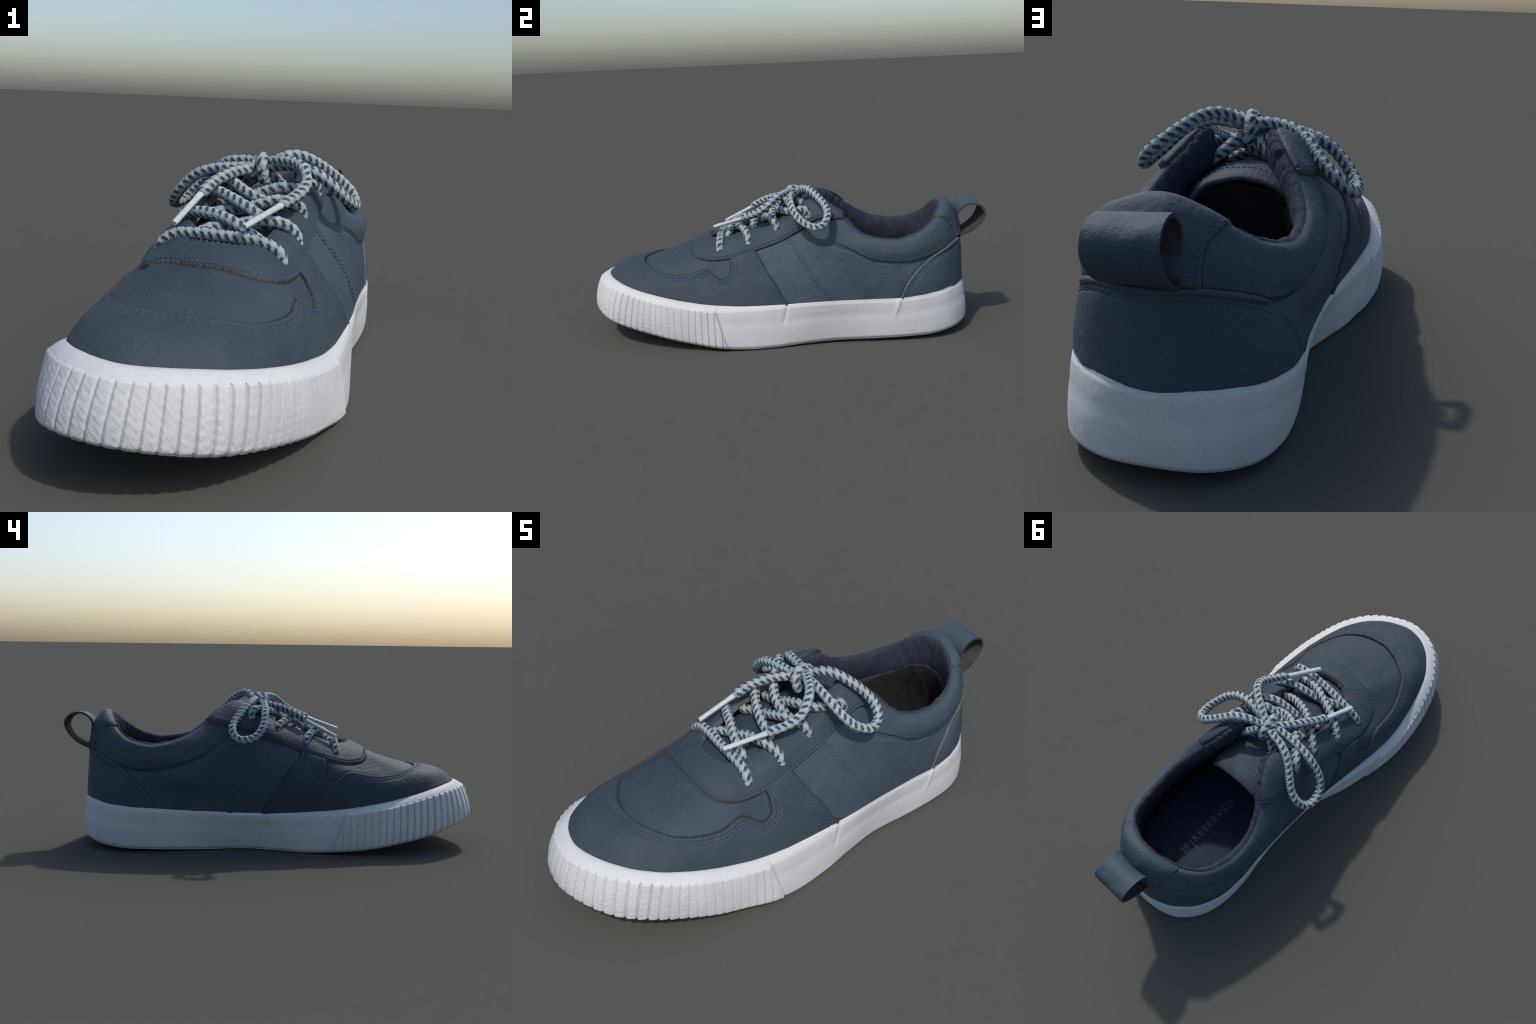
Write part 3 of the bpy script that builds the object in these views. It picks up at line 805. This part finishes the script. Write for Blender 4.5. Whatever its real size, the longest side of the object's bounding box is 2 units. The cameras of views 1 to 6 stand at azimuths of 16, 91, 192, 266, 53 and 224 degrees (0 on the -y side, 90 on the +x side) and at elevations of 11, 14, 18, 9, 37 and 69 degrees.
pull = mesh_object("pull_loop", allv, fo.tolist() + (fi + nt_).tolist() + (side + len(vs)).tolist(), [M_LEATHER, M_RIM_DARK], shoe, mat_index=[0] * len(fo) + [1] * (len(fi) + len(side)))

# ------------------------------------------------------------------ laces
lace_group = group("laces")
LACE_R = .0182
def frames(P):
    T = unit(np.gradient(P, axis=0))
    N = np.empty_like(P)
    a = np.array((0, 0, 1.0)) if abs(T[0, 2]) < .9 else np.array((1.0, 0, 0))
    N[0] = unit(a - T[0] * (a @ T[0]))
    for i in range(1, len(P)):
        v = N[i - 1] - T[i] * (N[i - 1] @ T[i])
        N[i] = v / max(1e-9, np.linalg.norm(v))
    return T, N, np.cross(T, N)

def lace(name, points, radius=LACE_R, twist=0.0, taper=(1, 1)):
    P = curve(points, .0024)
    n, m = len(P), 44
    T, N, B = frames(P)
    s = np.arange(n) * .0024
    th = np.arange(m) / m * 2 * math.pi
    S, TH_ = np.meshgrid(s, th, indexing='ij')
    PIT = .0255
    a = 2 * math.pi * S / PIT + twist; b = 2 * TH_
    braid = np.maximum(np.cos(a + b), np.cos(a - b))
    r = radius * (1 + .075 * braid - .03 + .012 * np.cos(6 * (S * 2 * math.pi / PIT) * .5 + 4 * TH_))
    r = r * (taper[0] + (taper[1] - taper[0]) * (S / s[-1]))
    endr = np.minimum(1, np.minimum(S, s[-1] - S) / (radius * .8))
    r = r * np.sqrt(1 - (1 - endr) ** 2 * .75)
    r = r * (1 + .03 * np.sin(S * 60 + twist * 5))
    G = P[:, None] + (N[:, None] * np.cos(TH_)[..., None] + B[:, None] * np.sin(TH_)[..., None]) * r[..., None]
    v = G.reshape(-1, 3)
    idx = np.arange(n * m).reshape(n, m)
    f = np.stack([idx[:-1], np.roll(idx, -1, 1)[:-1], np.roll(idx, -1, 1)[1:], idx[1:]], -1).reshape(-1, 4)
    cap0 = [int(x) for x in idx[0][::-1]]; cap1 = [int(x) for x in idx[-1]]
    # dark flecks: slanted dashes in four staggered rows
    Sc = (S[:-1] + .0012); Tc = TH_[:-1] + math.pi / m
    fleck = np.zeros(Sc.shape, bool)
    for k in range(4):
        dt = (np.mod(Tc - k * math.pi / 2 + math.pi, 2 * math.pi) - math.pi) * radius
        ds = np.mod(Sc + twist * PIT / 6.283 - (k % 2) * PIT / 2 + PIT / 2, PIT) - PIT / 2
        x_ = ds * .62 + dt * .78; y_ = -ds * .78 + dt * .62
        fleck |= (np.abs(x_ / .0108) ** 3 + np.abs(y_ / .0053) ** 3) < 1
    weave = (np.cos(2 * math.pi * Sc / PIT + twist - 2 * Tc) > np.cos(2 * math.pi * Sc / PIT + twist + 2 * Tc) + .35)
    mi = np.where(fleck, 1, np.where(weave, 2, 0)).ravel().tolist()
    fn = np.cross(v[f[0][1]] - v[f[0][0]], v[f[0][2]] - v[f[0][0]])
    if fn @ (v[f[0][0]] - P[0]) < 0:
        f = f[:, ::-1]; cap0, cap1 = cap0[::-1], cap1[::-1]
    return mesh_object(name, v, f.tolist() + [tuple(cap0), tuple(cap1)], [M_LACE, M_FLECK, M_LACE_SHADE], lace_group, mat_index=mi + [0, 0])

lace("lace_crossing", [(-.215, -.299, .440), (-.207, -.298, .478), (-.170, -.297, .506), (-.094, -.303, .517), (-.020, -.311, .517), (.047, -.315, .515), (.097, -.317, .510), (.135, -.316, .498), (.162, -.318, .478), (.173, -.318, .440)], twist=.4)
lace("lace_crossing", [(-.218, -.150, .485), (-.212, -.154, .528), (-.187, -.172, .550), (-.140, -.200, .563), (-.094, -.222, .566), (-.042, -.245, .562), (.003, -.264, .550), (.048, -.275, .529), (.083, -.279, .508), (.110, -.280, .480)], twist=1.7)
lace("lace_crossing", [(-.140, -.285, .485), (-.105, -.279, .510), (-.070, -.260, .527), (-.017, -.237, .532), (.035, -.223, .548), (.089, -.212, .555), (.135, -.195, .548), (.170, -.178, .520), (.180, -.174, .475)], twist=2.9)
lace("lace_crossing", [(-.194, -.014, .535), (-.190, -.018, .584), (-.160, -.045, .606), (-.106, -.088, .616), (-.058, -.118, .606), (-.014, -.137, .590), (.026, -.149, .572), (.060, -.152, .553), (.100, -.150, .520)], twist=.9)
lace("lace_crossing", [(-.130, -.135, .545), (-.090, -.122, .560), (-.031, -.102, .566), (.033, -.092, .588), (.090, -.078, .603), (.130, -.058, .594), (.153, -.040, .574), (.158, -.034, .530)], twist=4.1)
lace("lace_crossing", [(-.203, .108, .610), (-.196, .100, .662), (-.150, .050, .668), (-.100, .000, .652), (-.071, -.025, .640), (-.040, -.044, .624), (.002, -.057, .606), (.037, -.056, .592), (.080, -.050, .568), (.110, -.050, .540)], twist=3.3)
lace("lace_crossing", [(-.130, -.030, .575), (-.080, -.030, .584), (-.030, -.026, .594), (.031, -.024, .622), (.084, -.018, .636), (.118, .010, .632), (.140, .050, .630), (.160, .095, .645), (.170, .116, .632), (.165, .120, .590)], twist=5.2)
lace("lace_crossing", [(.005, .075, .670), (.030, .088, .655), (.060, .110, .625), (.095, .130, .600), (.125, .135, .580)], twist=1.1)
lace("lace_crossing", [(-.015, .080, .668), (-.040, .092, .650), (-.070, .110, .630), (-.105, .130, .608), (-.140, .135, .590)], twist=2.2)
lace("bow_loop", [(-.005, .060, .698), (.030, .085, .712), (.060, .100, .727), (.092, .117, .732), (.130, .140, .723), (.167, .169, .699), (.204, .195, .672), (.240, .210, .640), (.272, .204, .612), (.288, .188, .588), (.294, .156, .578), (.287, .119, .587), (.268, .083, .608), (.237, .054, .642), (.190, .038, .677), (.139, .036, .697), (.100, .041, .702), (.050, .050, .698), (.005, .055, .692)], twist=.2)
lace("bow_loop", [(-.010, .060, .700), (-.050, .082, .707), (-.091, .089, .707), (-.138, .106, .698), (-.180, .132, .676), (-.215, .161, .645), (-.249, .188, .615), (-.284, .199, .585), (-.313, .190, .557), (-.330, .170, .543), (-.337, .145, .540), (-.332, .104, .549), (-.311, .072, .575), (-.276, .052, .614), (-.232, .045, .652), (-.170, .040, .677), (-.100, .040, .686), (-.040, .045, .690), (0, .052, .688)], twist=2.4)
lace("lace_tail", [(.000, .062, .700), (.030, .050, .712), (.065, .030, .716), (.105, .005, .716), (.140, -.022, .708), (.162, -.050, .690), (.176, -.085, .661), (.169, -.119, .639), (.155, -.153, .623), (.138, -.186, .611), (.128, -.204, .603)], twist=.6)
lace("lace_tail", [(.000, .050, .690), (-.029, .034, .687), (-.053, .004, .682), (-.078, -.030, .675), (-.099, -.067, .663), (-.119, -.105, .647), (-.131, -.139, .628), (-.139, -.162, .613)], twist=3.6)
lace("bow_knot", [(.012, .040, .640), (.010, .026, .662), (.006, .020, .690), (.000, .028, .710), (-.004, .050, .721), (-.006, .074, .715), (-.008, .096, .702), (-.008, .104, .672), (-.002, .092, .648)], radius=.0195, twist=1.3)
lace("bow_knot", [(-.030, .050, .655), (-.024, .034, .690), (-.018, .060, .712), (-.018, .090, .695), (-.022, .092, .660)], radius=.0185, twist=2.8)

def aglet(a, b, r):
    a, b = np.array(a), np.array(b)
    P = np.linspace(a, b, 12)
    T, N, B = frames(P)
    m = 20
    th = np.arange(m) / m * 2 * math.pi
    rr = r * np.array([1.25, 1.12, 1.05, 1, 1, 1, 1, 1, 1, 1, 1, .93])
    G = P[:, None] + (N[:, None] * np.cos(th)[None, :, None] * .92 + B[:, None] * np.sin(th)[None, :, None] * 1.05) * rr[:, None, None]
    idx = np.arange(12 * m).reshape(12, m)
    f = np.stack([idx[:-1], np.roll(idx, -1, 1)[:-1], np.roll(idx, -1, 1)[1:], idx[1:]], -1).reshape(-1, 4)
    v = G.reshape(-1, 3)
    if np.cross(v[f[0][1]] - v[f[0][0]], v[f[0][2]] - v[f[0][0]]) @ (v[f[0][0]] - P[0]) < 0:
        f = f[:, ::-1]
    v = np.vstack([v, G[-1]])
    ob = mesh_object("aglet", v, f.tolist() + [tuple(range(12 * m, 13 * m)), tuple(int(x) for x in idx[0])], M_AGLET, lace_group)
    return ob
aglet((.132, -.196, .6055), (.061, -.348, .554), .0098)
aglet((-.1375, -.156, .616), (-.168, -.304, .539), .0098)
